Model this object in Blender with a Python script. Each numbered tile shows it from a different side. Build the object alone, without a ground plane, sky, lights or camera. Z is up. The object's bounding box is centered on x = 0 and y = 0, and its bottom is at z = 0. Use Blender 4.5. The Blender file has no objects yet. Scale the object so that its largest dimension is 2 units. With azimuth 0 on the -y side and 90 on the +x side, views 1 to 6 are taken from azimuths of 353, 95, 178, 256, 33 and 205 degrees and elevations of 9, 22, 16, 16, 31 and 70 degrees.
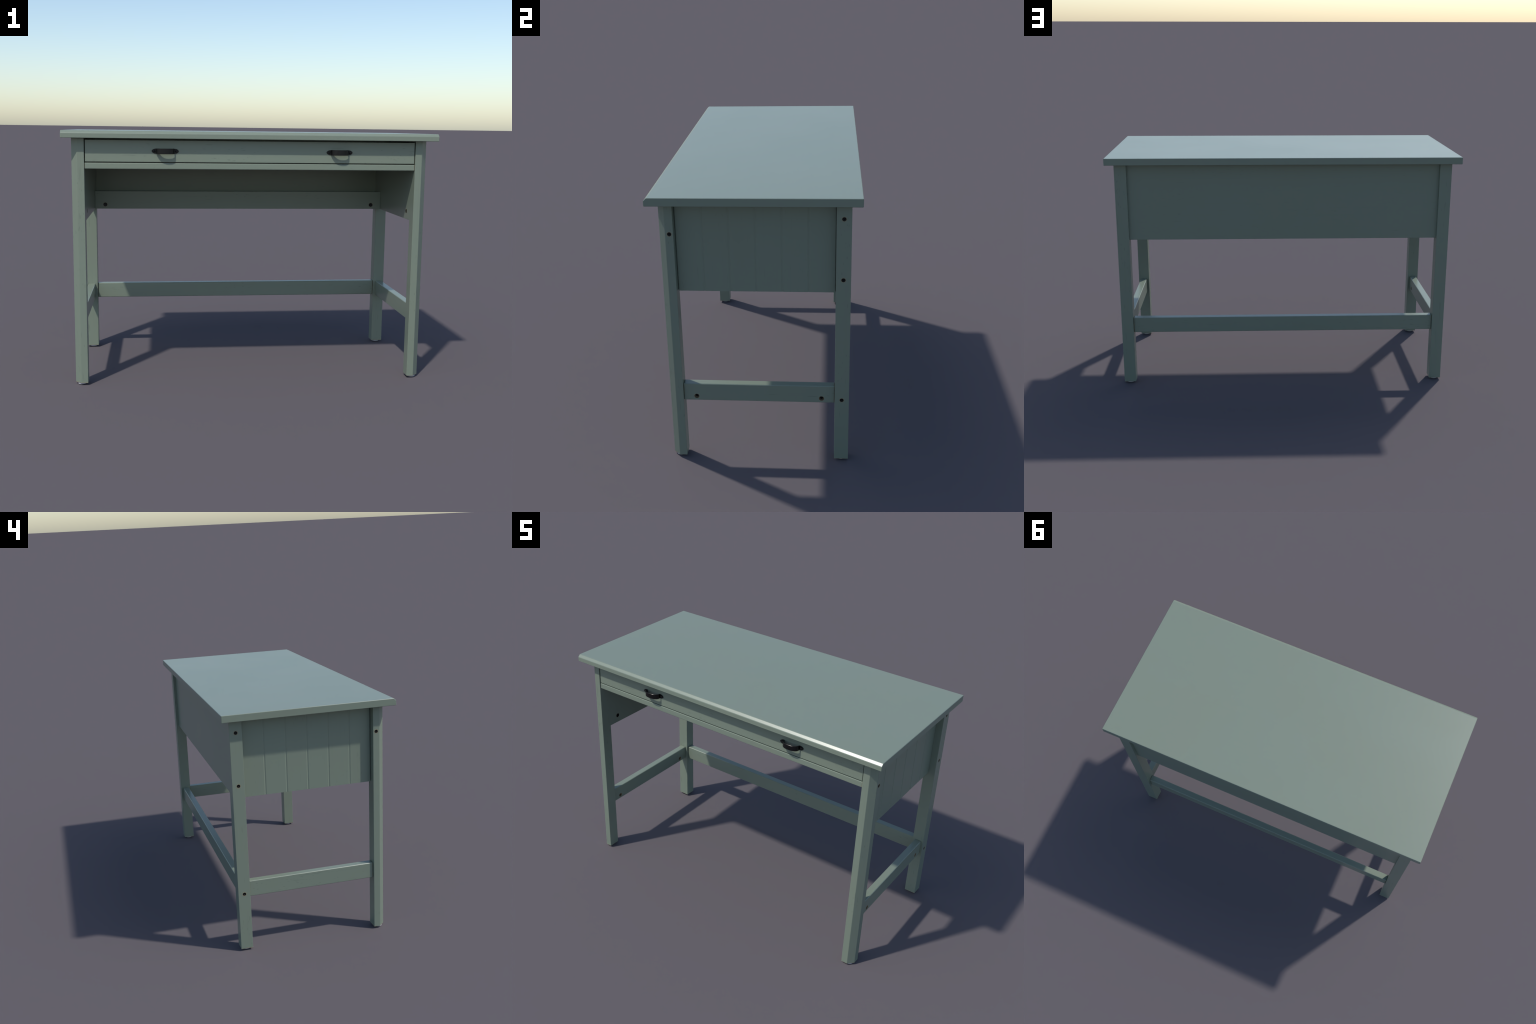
"""A sage-green painted wooden writing desk: overhanging top with a chamfered
front edge, four square legs, boarded side panels, one wide drawer with two
black strap handles, stretchers near the floor, bolts and felt glides."""
import bpy, bmesh, math
from mathutils import Vector, Matrix

# ------------------------------------------------------------------ sizes (m)
TOP_HALF_X, TOP_HALF_Y = 1.0, 0.480
TOP_Z0, TOP_Z1 = 1.3246, 1.3635
TOP_CHAMFER_Y, TOP_CHAMFER_Z = 0.0131, 0.0131
LEG_IN, LEG_OUT = 0.8855, 0.9535          # |x| of a leg's inner / outer face
LEG_Y_IN, LEG_Y_OUT = 0.3645, 0.4328      # |y| of the same
LEG_Z0 = 0.0095
LEG_CHAMFER = 0.0315                      # outer front corner of the front legs
PANEL_Z0 = 0.8876
BACK_Z0 = 0.8838
PANEL_IN, PANEL_CORE, PANEL_OUT = 0.8858, 0.9045, 0.9145
BOARD_PITCH, GROOVE_HALF, GROOVE_DEPTH = 0.1205, 0.0060, 0.0019
FRONT_Y = -0.4282                         # face of drawer front and front rail
RAIL_Z0, RAIL_Z1 = 1.1648, 1.1968
DRAWER_Z0, DRAWER_Z1, DRAWER_HALF = 1.2022, 1.3155, 0.8810
STRETCH_Z0, STRETCH_Z1 = 0.3180, 0.4086
HANDLE_X, HANDLE_Z = 0.4658, 1.2592


# ------------------------------------------------------------------ materials
def nodes_of(mat):
    mat.use_nodes = True
    nt = mat.node_tree
    nt.nodes.clear()
    out = nt.nodes.new("ShaderNodeOutputMaterial")
    bsdf = nt.nodes.new("ShaderNodeBsdfPrincipled")
    nt.links.new(bsdf.outputs[0], out.inputs[0])
    return nt, bsdf


def node(nt, kind, **kw):
    n = nt.nodes.new("ShaderNode" + kind)
    for k, v in kw.items():
        setattr(n, k, v)
    return n


def put(nt, sock, value):
    if isinstance(value, bpy.types.NodeSocket):
        nt.links.new(value, sock)
    else:
        sock.default_value = value


def math_(nt, op, a, b=0.0, clamp=False):
    n = node(nt, "Math", operation=op, use_clamp=clamp)
    put(nt, n.inputs[0], a)
    put(nt, n.inputs[1], b)
    return n.outputs[0]


def smooth(nt, value, lo, hi):
    n = node(nt, "MapRange", interpolation_type="SMOOTHSTEP")
    put(nt, n.inputs["Value"], value)
    n.inputs["From Min"].default_value = lo
    n.inputs["From Max"].default_value = hi
    return n.outputs["Result"]


def noise(nt, vec, scale, detail=3.0, rough=0.55):
    n = node(nt, "TexNoise")
    put(nt, n.inputs["Vector"], vec)
    n.inputs["Scale"].default_value = scale
    n.inputs["Detail"].default_value = detail
    n.inputs["Roughness"].default_value = rough
    return n.outputs["Fac"]


def stretched(nt, vec, scale):
    n = node(nt, "Mapping")
    put(nt, n.inputs["Vector"], vec)
    n.inputs["Scale"].default_value = scale
    return n.outputs[0]


def mix(nt, fac, a, b):
    n = node(nt, "Mix", data_type="RGBA")
    put(nt, n.inputs[0], fac)
    put(nt, n.inputs[6], a)
    put(nt, n.inputs[7], b)
    return n.outputs[2]


PAINT = (0.199, 0.237, 0.183, 1)
PAINT_COOL = (0.196, 0.238, 0.186, 1)
PAINT_DARK = (0.085, 0.105, 0.085, 1)
BARE_WOOD = (0.33, 0.25, 0.15, 1)


def paint(name, axis, wear=1.0, ends=None, rough=0.30):
    """Satin paint over wood: faint grain along `axis`, a few pores and
    scuffs, and bare wood where the ends of a piece are rubbed (`ends` is the
    list of local positions along the axis)."""
    mat = bpy.data.materials.new(name)
    nt, bsdf = nodes_of(mat)
    obj = node(nt, "TexCoord").outputs["Object"]
    shift = node(nt, "Combine" + "XYZ")
    rnd = node(nt, "ObjectInfo").outputs["Random"]
    for i, k in enumerate((7.0, 13.0, 5.0)):
        put(nt, shift.inputs[i], math_(nt, "MULTIPLY", rnd, k))
    add = node(nt, "VectorMath", operation="ADD")
    put(nt, add.inputs[0], obj)
    put(nt, add.inputs[1], shift.outputs[0])
    p = add.outputs[0]
    along = lambda across, length: tuple(length if i == axis else across for i in range(3))

    cloud = noise(nt, p, 2.2, 2.0)
    grain = noise(nt, stretched(nt, p, along(70, 2.2)), 1.0, 4.0, 0.6)
    pores = noise(nt, stretched(nt, p, along(190, 38)), 1.0, 2.0, 0.5)
    where = noise(nt, stretched(nt, p, along(9, 3)), 1.0, 2.0)
    scuff = noise(nt, stretched(nt, p, along(120, 9)), 1.0, 1.0)

    col = mix(nt, smooth(nt, cloud, 0.35, 0.65), PAINT, PAINT_COOL)
    g = math_(nt, "MULTIPLY", smooth(nt, grain, 0.56, 0.76), 0.10 * wear)
    col = mix(nt, g, col, PAINT_DARK)
    m = math_(nt, "MULTIPLY", smooth(nt, pores, 0.655, 0.71), smooth(nt, where, 0.50, 0.62))
    col = mix(nt, math_(nt, "MULTIPLY", m, 0.45 * wear, True), col, PAINT_DARK)
    s = math_(nt, "MULTIPLY", smooth(nt, scuff, 0.69, 0.78), 0.30 * wear)
    col = mix(nt, s, col, PAINT_DARK)
    if ends:
        sep = node(nt, "Separate" + "XYZ")
        put(nt, sep.inputs[0], obj)
        ragged = math_(nt, "MULTIPLY", noise(nt, p, 45.0, 2.0), 0.0085)
        for e in ends:
            d = math_(nt, "ABSOLUTE", math_(nt, "SUBTRACT", sep.outputs[axis], e))
            rub = smooth(nt, math_(nt, "SUBTRACT", ragged, d), 0.0, 0.003)
            col = mix(nt, math_(nt, "MULTIPLY", rub, 0.6), col, BARE_WOOD)
    put(nt, bsdf.inputs["Base Color"], col)
    r = math_(nt, "ADD", rough - 0.03, math_(nt, "MULTIPLY", cloud, 0.06))
    put(nt, bsdf.inputs["Roughness"], r)
    bsdf.inputs["Specular IOR Level"].default_value = 0.5
    bump = node(nt, "Bump")
    bump.inputs["Strength"].default_value = 0.10 * wear
    bump.inputs["Distance"].default_value = 0.001
    put(nt, bump.inputs["Height"], grain)
    put(nt, bsdf.inputs["Normal"], bump.outputs[0])
    return mat


def plain(name, colour, rough, metal=0.0, vary=0.0, scale=60.0, spec=0.5):
    mat = bpy.data.materials.new(name)
    nt, bsdf = nodes_of(mat)
    obj = node(nt, "TexCoord").outputs["Object"]
    n = noise(nt, obj, scale, 3.0)
    dark = tuple(c * (1 - vary) for c in colour)
    col = mix(nt, n, (*colour, 1), (*dark, 1))
    put(nt, bsdf.inputs["Base Color"], col)
    bsdf.inputs["Roughness"].default_value = rough
    bsdf.inputs["Metallic"].default_value = metal
    bsdf.inputs["Specular IOR Level"].default_value = spec
    return mat


LEG_LEN = TOP_Z0 - LEG_Z0
M_TOP = paint("satin_paint_top", 0, wear=0.12)
M_LEG = paint("satin_paint_leg", 2, ends=[0.0])
M_X = paint("satin_paint_along", 0, wear=0.8)
M_RAIL = paint("satin_paint_rail", 0, wear=0.8, ends=[-0.8848, 0.8848])
M_BACKBAR = paint("satin_paint_back_stretcher", 0, ends=[-0.8850, 0.8850])
M_SIDEBAR = paint("satin_paint_side_stretcher", 1, ends=[-LEG_Y_IN, LEG_Y_IN])
M_BOARD = paint("satin_paint_board", 2, wear=0.5)
M_BACK = paint("satin_paint_back", 0, wear=0.4)
M_IRON = plain("black_iron", (0.0065, 0.0062, 0.0064), 0.30, vary=0.3, spec=0.35)
M_CAP = plain("black_bolt", (0.004, 0.0035, 0.004), 0.35, vary=0.3, spec=0.35)
M_WOOD = plain("bare_wood", (0.30, 0.27, 0.17), 0.6, vary=0.3)
M_BORE = plain("bored_wood", (0.27, 0.20, 0.115), 0.75, vary=0.4)
M_STEEL = plain("zinc_steel", (0.35, 0.36, 0.38), 0.35, metal=1.0, vary=0.2)
M_GLIDE = plain("grey_plastic", (0.48, 0.48, 0.52), 0.5, vary=0.1)
M_RAW = plain("unpainted_board", (0.19, 0.24, 0.205), 0.6, vary=0.15, scale=12.0)


# ------------------------------------------------------------------- builders
def new_object(name, mesh, parent=None, at=(0, 0, 0), mats=()):
    ob = bpy.data.objects.new(name, mesh)
    bpy.context.scene.collection.objects.link(ob)
    for m in mats:
        if m.name not in mesh.materials:
            mesh.materials.append(m)
    ob.location = at
    if parent is not None:
        ob.parent = parent
        ob.location = Vector(at) - parent_place(parent)
    return ob


def parent_place(ob):
    v = Vector(ob.location)
    while ob.parent:
        ob = ob.parent
        v += ob.location
    return v


def round_edges(bm, width, segments=2):
    if width > 0:
        edges = [e for e in bm.edges if len(e.link_faces) == 2 and e.calc_face_angle() > 0.3]
        bmesh.ops.bevel(bm, geom=edges, offset=width, segments=segments, profile=0.5, affect="EDGES", clamp_overlap=True)


def finish(bm, name):
    bmesh.ops.recalc_face_normals(bm, faces=bm.faces)
    me = bpy.data.meshes.new(name)
    bm.to_mesh(me)
    bm.free()
    return me


def box(name, x0, x1, y0, y1, z0, z1, width=0.002, segments=2):
    bm = bmesh.new()
    bmesh.ops.create_cube(bm, size=1.0)
    for v in bm.verts:
        v.co = Vector(((x0, x1)[v.co.x > 0], (y0, y1)[v.co.y > 0], (z0, z1)[v.co.z > 0]))
    round_edges(bm, width, segments)
    return finish(bm, name)


def prism(name, outline, axis, a, b, width=0.002, segments=2):
    """Extrude a 2-D outline along an axis; the outline gives the other two
    coordinates in x, y, z order."""
    bm = bmesh.new()
    rings = []
    for w in (a, b):
        ring = []
        for p, q in outline:
            co = [p, q]
            co.insert(axis, w)
            ring.append(bm.verts.new(co))
        rings.append(ring)
    n = len(outline)
    bm.faces.new(rings[0])
    bm.faces.new(rings[1])
    for i in range(n):
        bm.faces.new((rings[0][i], rings[0][(i + 1) % n], rings[1][(i + 1) % n], rings[1][i]))
    bmesh.ops.recalc_face_normals(bm, faces=bm.faces)
    round_edges(bm, width, segments)
    return finish(bm, name)


def lathe(name, profile, steps=28, mat_of=None):
    """Turn a profile of (radius, height) about local z."""
    bm = bmesh.new()
    rings = []
    for r, h in profile:
        if r < 1e-6:
            rings.append([bm.verts.new((0, 0, h))])
        else:
            rings.append([bm.verts.new((r * math.cos(t), r * math.sin(t), h)) for t in (2 * math.pi * k / steps for k in range(steps))])
    for i in range(len(rings) - 1):
        a, b = rings[i], rings[i + 1]
        for k in range(steps):
            j = (k + 1) % steps
            if len(a) == 1 and len(b) == 1:
                continue
            if len(b) == 1:
                f = bm.faces.new((a[k], a[j], b[0]))
            elif len(a) == 1:
                f = bm.faces.new((a[0], b[j], b[k]))
            else:
                f = bm.faces.new((a[k], a[j], b[j], b[k]))
            f.material_index = mat_of[i] if mat_of else 0
            f.smooth = True
    me = finish(bm, name)
    me.set_sharp_from_angle(angle=math.radians(35))
    return me


def bore(ob, holes):
    """Drill holes in an object's mesh: each is (centre in the object's own
    space, axis index, radius, depth each way)."""
    bm = bmesh.new()
    turn = {0: Matrix.Rotation(math.pi / 2, 4, "Y"), 1: Matrix.Rotation(math.pi / 2, 4, "X"), 2: Matrix.Identity(4)}
    for c, ax, r, d in holes:
        bmesh.ops.create_cone(bm, cap_ends=True, segments=28, radius1=r, radius2=r, depth=2 * d,
                              matrix=Matrix.Translation(c) @ turn[ax])
    me = finish(bm, "drill")
    drill = bpy.data.objects.new("drill", me)
    bpy.context.scene.collection.objects.link(drill)
    drill.matrix_world = ob.matrix_world
    drill.location = parent_place(ob)
    mod = ob.modifiers.new("bore", "BOOLEAN")
    mod.operation, mod.object, mod.solver = "DIFFERENCE", drill, "EXACT"
    bpy.context.view_layer.update()
    got = bpy.data.meshes.new_from_object(ob.evaluated_get(bpy.context.evaluated_depsgraph_get()))
    ob.modifiers.clear()
    old = ob.data
    got.name = old.name
    ob.data = got
    bpy.data.objects.remove(drill)
    bpy.data.meshes.remove(me)


def turned(ob, direction):
    ob.rotation_euler = Vector(direction).to_track_quat("Z", "Y").to_euler()
    return ob


# ----------------------------------------------------------------- the desk
desk = bpy.data.objects.new("writing_desk", None)
bpy.context.scene.collection.objects.link(desk)
desk["label"] = "sage green painted wooden desk with one wide drawer"
desk["category"] = "desk"

# --- top: 45 degree chamfer along the front, the other edges just eased
outline = [(-TOP_HALF_Y, TOP_Z0), (TOP_HALF_Y, TOP_Z0), (TOP_HALF_Y, TOP_Z1),
           (-TOP_HALF_Y + TOP_CHAMFER_Y, TOP_Z1), (-TOP_HALF_Y, TOP_Z1 - TOP_CHAMFER_Z)]
outline = [(y, z - TOP_Z0) for y, z in outline]
new_object("tabletop", prism("tabletop", outline, 0, -TOP_HALF_X, TOP_HALF_X, 0.0020, 1), desk, (0, 0, TOP_Z0), [M_TOP])

# --- bolts: a black cap in a rubbed hole, and a wider bored hole with a fixing
BOLT_R = 0.0102
bolt_mesh = lathe("bolt", [(BOLT_R + 0.0022, -0.0004), (BOLT_R + 0.0016, 0.0003), (BOLT_R - 0.0004, 0.0003),
                           (BOLT_R - 0.0007, -0.0010), (BOLT_R - 0.0008, -0.0016), (BOLT_R - 0.0016, -0.0009),
                           (0.0042, -0.0012), (0.0034, -0.0020), (0.0030, -0.0055), (0.0, -0.0055)],
                  mat_of=[0, 0, 0, 1, 1, 1, 1, 1, 1])
for m in (M_WOOD, M_CAP):
    bolt_mesh.materials.append(m)
HOLE_R = 0.0122
fixing_mesh = lathe("barrel_nut", [(HOLE_R + 0.0014, -0.0004), (HOLE_R + 0.0010, 0.0002), (HOLE_R - 0.0003, 0.0002),
                                   (HOLE_R - 0.0005, -0.0120), (0.0078, -0.0120), (0.0076, -0.0085),
                                   (0.0068, -0.0078), (0.0030, -0.0080), (0.0026, -0.0120), (0.0, -0.0120)],
                    mat_of=[0, 0, 1, 1, 2, 2, 2, 2, 2])
for m in (M_WOOD, M_BORE, M_CAP):
    fixing_mesh.materials.append(m)
cam_mesh = lathe("cam_bolt", [(HOLE_R + 0.0014, -0.0004), (HOLE_R + 0.0010, 0.0002), (HOLE_R - 0.0003, 0.0002),
                              (HOLE_R - 0.0005, -0.0060), (HOLE_R - 0.0012, -0.0050), (0.0040, -0.0054),
                              (0.0036, -0.0060), (0.0032, -0.0090), (0.0, -0.0090)],
                 mat_of=[0, 0, 1, 1, 1, 1, 1, 1])
for m in (M_WOOD, M_CAP):
    cam_mesh.materials.append(m)


def add_fixing(mesh, name, parent, at, direction):
    return turned(new_object(name, mesh, parent, at), direction)


# --- legs (front pair has a wide chamfer on its outer front corner)
glide_mesh = lathe("foot_glide", [(0.0, 0.0), (0.0215, 0.0), (0.0230, 0.0015), (0.0230, 0.0085), (0.0220, 0.0100), (0.0, 0.0100)])
glide_mesh.materials.append(M_GLIDE)
hx, hy = (LEG_OUT - LEG_IN) / 2, (LEG_Y_OUT - LEG_Y_IN) / 2
mx, my = (LEG_OUT + LEG_IN) / 2, (LEG_Y_OUT + LEG_Y_IN) / 2
for sx in (-1, 1):
    for sy in (-1, 1):
        pts = [(-hx, -hy), (hx, -hy), (hx, hy), (-hx, hy)]
        if sy < 0:
            k = LEG_CHAMFER
            pts = [(-hx, -hy), (hx - k, -hy), (hx, -hy + k), (hx, hy), (-hx, hy)]
        pts = [(sx * x, y) for x, y in pts]
        leg = new_object("leg", prism("leg", pts, 2, 0.0, LEG_LEN, 0.0016), desk, (sx * mx, sy * my, LEG_Z0), [M_LEG])
        heights = (1.2555, 0.9650, 0.3415) if sy > 0 else (1.1800,)
        by = 0.3982 if sy > 0 else -0.3825
        bore(leg, [((sx * hx, by - sy * my, z - LEG_Z0), 0, BOLT_R, 0.009) for z in heights])
        for z in heights:
            add_fixing(bolt_mesh, "bolt", leg, (sx * LEG_OUT, by, z), (sx, 0, 0))
        new_object("foot_glide", glide_mesh, leg, (sx * mx, sy * my, 0.0))

# --- stretchers just above the floor
half = 0.0203
bar = new_object("stretcher", box("stretcher", -LEG_IN + 0.0003, LEG_IN - 0.0003, -half, half, 0, STRETCH_Z1 - STRETCH_Z0, 0.0028, 1),
                 desk, (0, 0.3965, STRETCH_Z0), [M_BACKBAR])
for sx in (-1, 1):
    bar = new_object("stretcher", box("stretcher", -half, half, -LEG_Y_IN + 0.0005, LEG_Y_IN - 0.0005, 0, STRETCH_Z1 - STRETCH_Z0, 0.0028, 1),
                     desk, (sx * 0.9202, 0, STRETCH_Z0), [M_SIDEBAR])
    # both bars are the same piece, so their holes face the same way (+x)
    bore(bar, [((half, y, 0.3410 - STRETCH_Z0), 0, HOLE_R, 0.016) for y in (-0.302, 0.302)])
    for y in (-0.302, 0.302):
        add_fixing(fixing_mesh, "barrel_nut", bar, (sx * 0.9202 + half, y, 0.3410), (1, 0, 0))

# --- side panels: a core board faced with six boards that meet in V grooves
for sx in (-1, 1):
    core = box("side_panel", *sorted((sx * PANEL_IN - sx * 0.9, sx * PANEL_CORE - sx * 0.9)),
               -LEG_Y_IN - 0.0020, LEG_Y_IN + 0.0020, 0, TOP_Z0 - PANEL_Z0 - 0.001, 0.0012)
    panel = new_object("side_panel", core, desk, (sx * 0.9, 0, PANEL_Z0), [M_BOARD])
    bore(panel, [((sx * (PANEL_IN - 0.9), -0.301, 0.9325 - PANEL_Z0), 0, HOLE_R, 0.0105)])
    add_fixing(cam_mesh, "cam_bolt", panel, (sx * PANEL_IN, -0.301, 0.9325), (-sx, 0, 0))
    edges = [-LEG_Y_IN + 0.0045] + [BOARD_PITCH * k for k in (-2, -1, 0, 1, 2)] + [LEG_Y_IN - 0.0030]
    for i in range(6):
        y0, y1 = edges[i], edges[i + 1]
        a, b = PANEL_CORE - 0.9, PANEL_OUT - 0.9
        pts = [(a, y0 + (0.00005 if i else 0)), (a, y1 - (0.00005 if i < 5 else 0))]
        if i < 5:
            pts += [(b - GROOVE_DEPTH, y1 - 0.00005), (b, y1 - GROOVE_HALF)]
        else:
            pts += [(b, y1)]
        if i:
            pts += [(b, y0 + GROOVE_HALF), (b - GROOVE_DEPTH, y0 + 0.00005)]
        else:
            pts += [(b, y0)]
        ym = (y0 + y1) / 2
        pts = [(sx * x, y - ym) for x, y in pts]
        new_object("board", prism("board", pts, 2, 0.0, TOP_Z0 - PANEL_Z0 - 0.001, 0.0), panel, (sx * 0.9, ym, PANEL_Z0), [M_BOARD])

# --- back panel, and the rail that runs between the side panels in front of it
new_object("back_panel", box("back_panel", -LEG_IN - 0.0020, LEG_IN + 0.0020, -0.0115, 0.0115, 0, TOP_Z0 - BACK_Z0 - 0.001, 0.0015),
           desk, (0, 0.4020, BACK_Z0), [M_BACK])
rail = new_object("inner_rail", box("inner_rail", -PANEL_IN + 0.0004, PANEL_IN - 0.0004, -0.011, 0.011, 0, 0.1075, 0.0015),
                  desk, (0, 0.2685, 0.8895), [M_X])
bore(rail, [((x, -0.011, 0.9150 - 0.8895), 1, HOLE_R, 0.0105) for x in (-0.824, 0.824)])
for x in (-0.824, 0.824):
    add_fixing(cam_mesh, "cam_bolt", rail, (x, 0.2575, 0.9150), (0, -1, 0))

# --- front rail below the drawer
new_object("front_rail", box("front_rail", -LEG_IN + 0.0012, LEG_IN - 0.0012, 0, 0.062, 0, RAIL_Z1 - RAIL_Z0, 0.0032),
           desk, (0, FRONT_Y, RAIL_Z0), [M_RAIL])

# --- drawer: front with box behind it
front = new_object("drawer_front", box("drawer_front", -DRAWER_HALF, DRAWER_HALF, 0, 0.020, 0, DRAWER_Z1 - DRAWER_Z0, 0.0012),
                   desk, (0, FRONT_Y, DRAWER_Z0), [M_X])
bm = bmesh.new()
def slab(x0, x1, y0, y1, z0, z1):
    got = bmesh.ops.create_cube(bm, size=1.0)["verts"]
    for v in got:
        v.co = Vector(((x0, x1)[v.co.x > 0], (y0, y1)[v.co.y > 0], (z0, z1)[v.co.z > 0]))
slab(-0.862, 0.862, 0.021, 0.600, 0.003, 0.010)
slab(-0.872, -0.8625, 0.021, 0.600, 0.001, 0.090)
slab(0.8625, 0.872, 0.021, 0.600, 0.001, 0.090)
slab(-0.862, 0.862, 0.6005, 0.612, 0.001, 0.090)
new_object("drawer_box", finish(bm, "drawer_box"), front, (0, FRONT_Y, DRAWER_Z0), [M_RAW])

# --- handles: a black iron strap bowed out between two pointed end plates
def strap_handle():
    bow, depth, half_h, thick = 0.0480, 0.0368, 0.0143, 0.0032
    tip = 0.0710
    line = []                                   # (x, distance out, half height)
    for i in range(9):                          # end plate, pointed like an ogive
        t = i / 8
        line.append((-tip + t * (tip - bow), thick, 0.90 * half_h * max(0.12, math.sqrt(1 - (1 - min(1.0, t * 1.12)) ** 2) ** 1.25)))
    n = 36
    for i in range(1, n):                       # bow: a flattened half ellipse
        t = math.pi * i / n
        x = -bow * (abs(math.cos(t)) ** 0.80) * (1 if math.cos(t) > 0 else -1)
        out = thick + (depth - thick) * math.sin(t) ** 0.92
        line.append((x, out, half_h))
    line += [(-x, o, h) for x, o, h in reversed(line[:9])]
    bm = bmesh.new()
    rings = []
    for i, (x, o, h) in enumerate(line):
        x0, o0, _ = line[max(0, i - 1)]
        x1, o1, _ = line[min(len(line) - 1, i + 1)]
        t = Vector((x1 - x0, 0, o1 - o0)).normalized()
        nrm = Vector((-t.z, 0, t.x))            # outward side of the strap
        outer, inner = Vector((x, 0, o)), Vector((x, 0, o)) - nrm * thick
        e = min(0.0010, h * 0.4)
        ring = []
        for base, s in ((outer, 1), (outer, -1), (inner, -1), (inner, 1)):
            pts = [(h, -e if base is outer else e), (h - e, 0.0)] if True else []
            pair = [Vector((base.x, s * hh, base.z)) + nrm * d for hh, d in pts]
            if (base is outer) == (s < 0):
                pair.reverse()
            ring += pair
        rings.append([bm.verts.new((p.x, -p.z, p.y)) for p in ring])
    m = len(rings[0])
    for a, b in zip(rings, rings[1:]):
        for k in range(m):
            bm.faces.new((a[k], a[(k + 1) % m], b[(k + 1) % m], b[k]))
    bm.faces.new(rings[0])
    bm.faces.new(rings[-1])
    for f in bm.faces:
        f.smooth = True
    me = finish(bm, "handle")
    me.set_sharp_from_angle(angle=math.radians(28))
    me.materials.append(M_IRON)
    return me


handle_mesh = strap_handle()
screw_mesh = lathe("handle_screw", [(0.0066, 0.0), (0.0064, 0.0016), (0.0052, 0.0036), (0.0028, 0.0048), (0.0, 0.0051)], 20)
screw_mesh.materials.append(M_IRON)
for sx in (-1, 1):
    new_object("handle", handle_mesh, front, (sx * HANDLE_X, FRONT_Y, HANDLE_Z))
    for e in (-1, 1):
        turned(new_object("handle_screw", screw_mesh, front, (sx * HANDLE_X + e * 0.0575, FRONT_Y - 0.0030, HANDLE_Z)), (0, -1, 0))
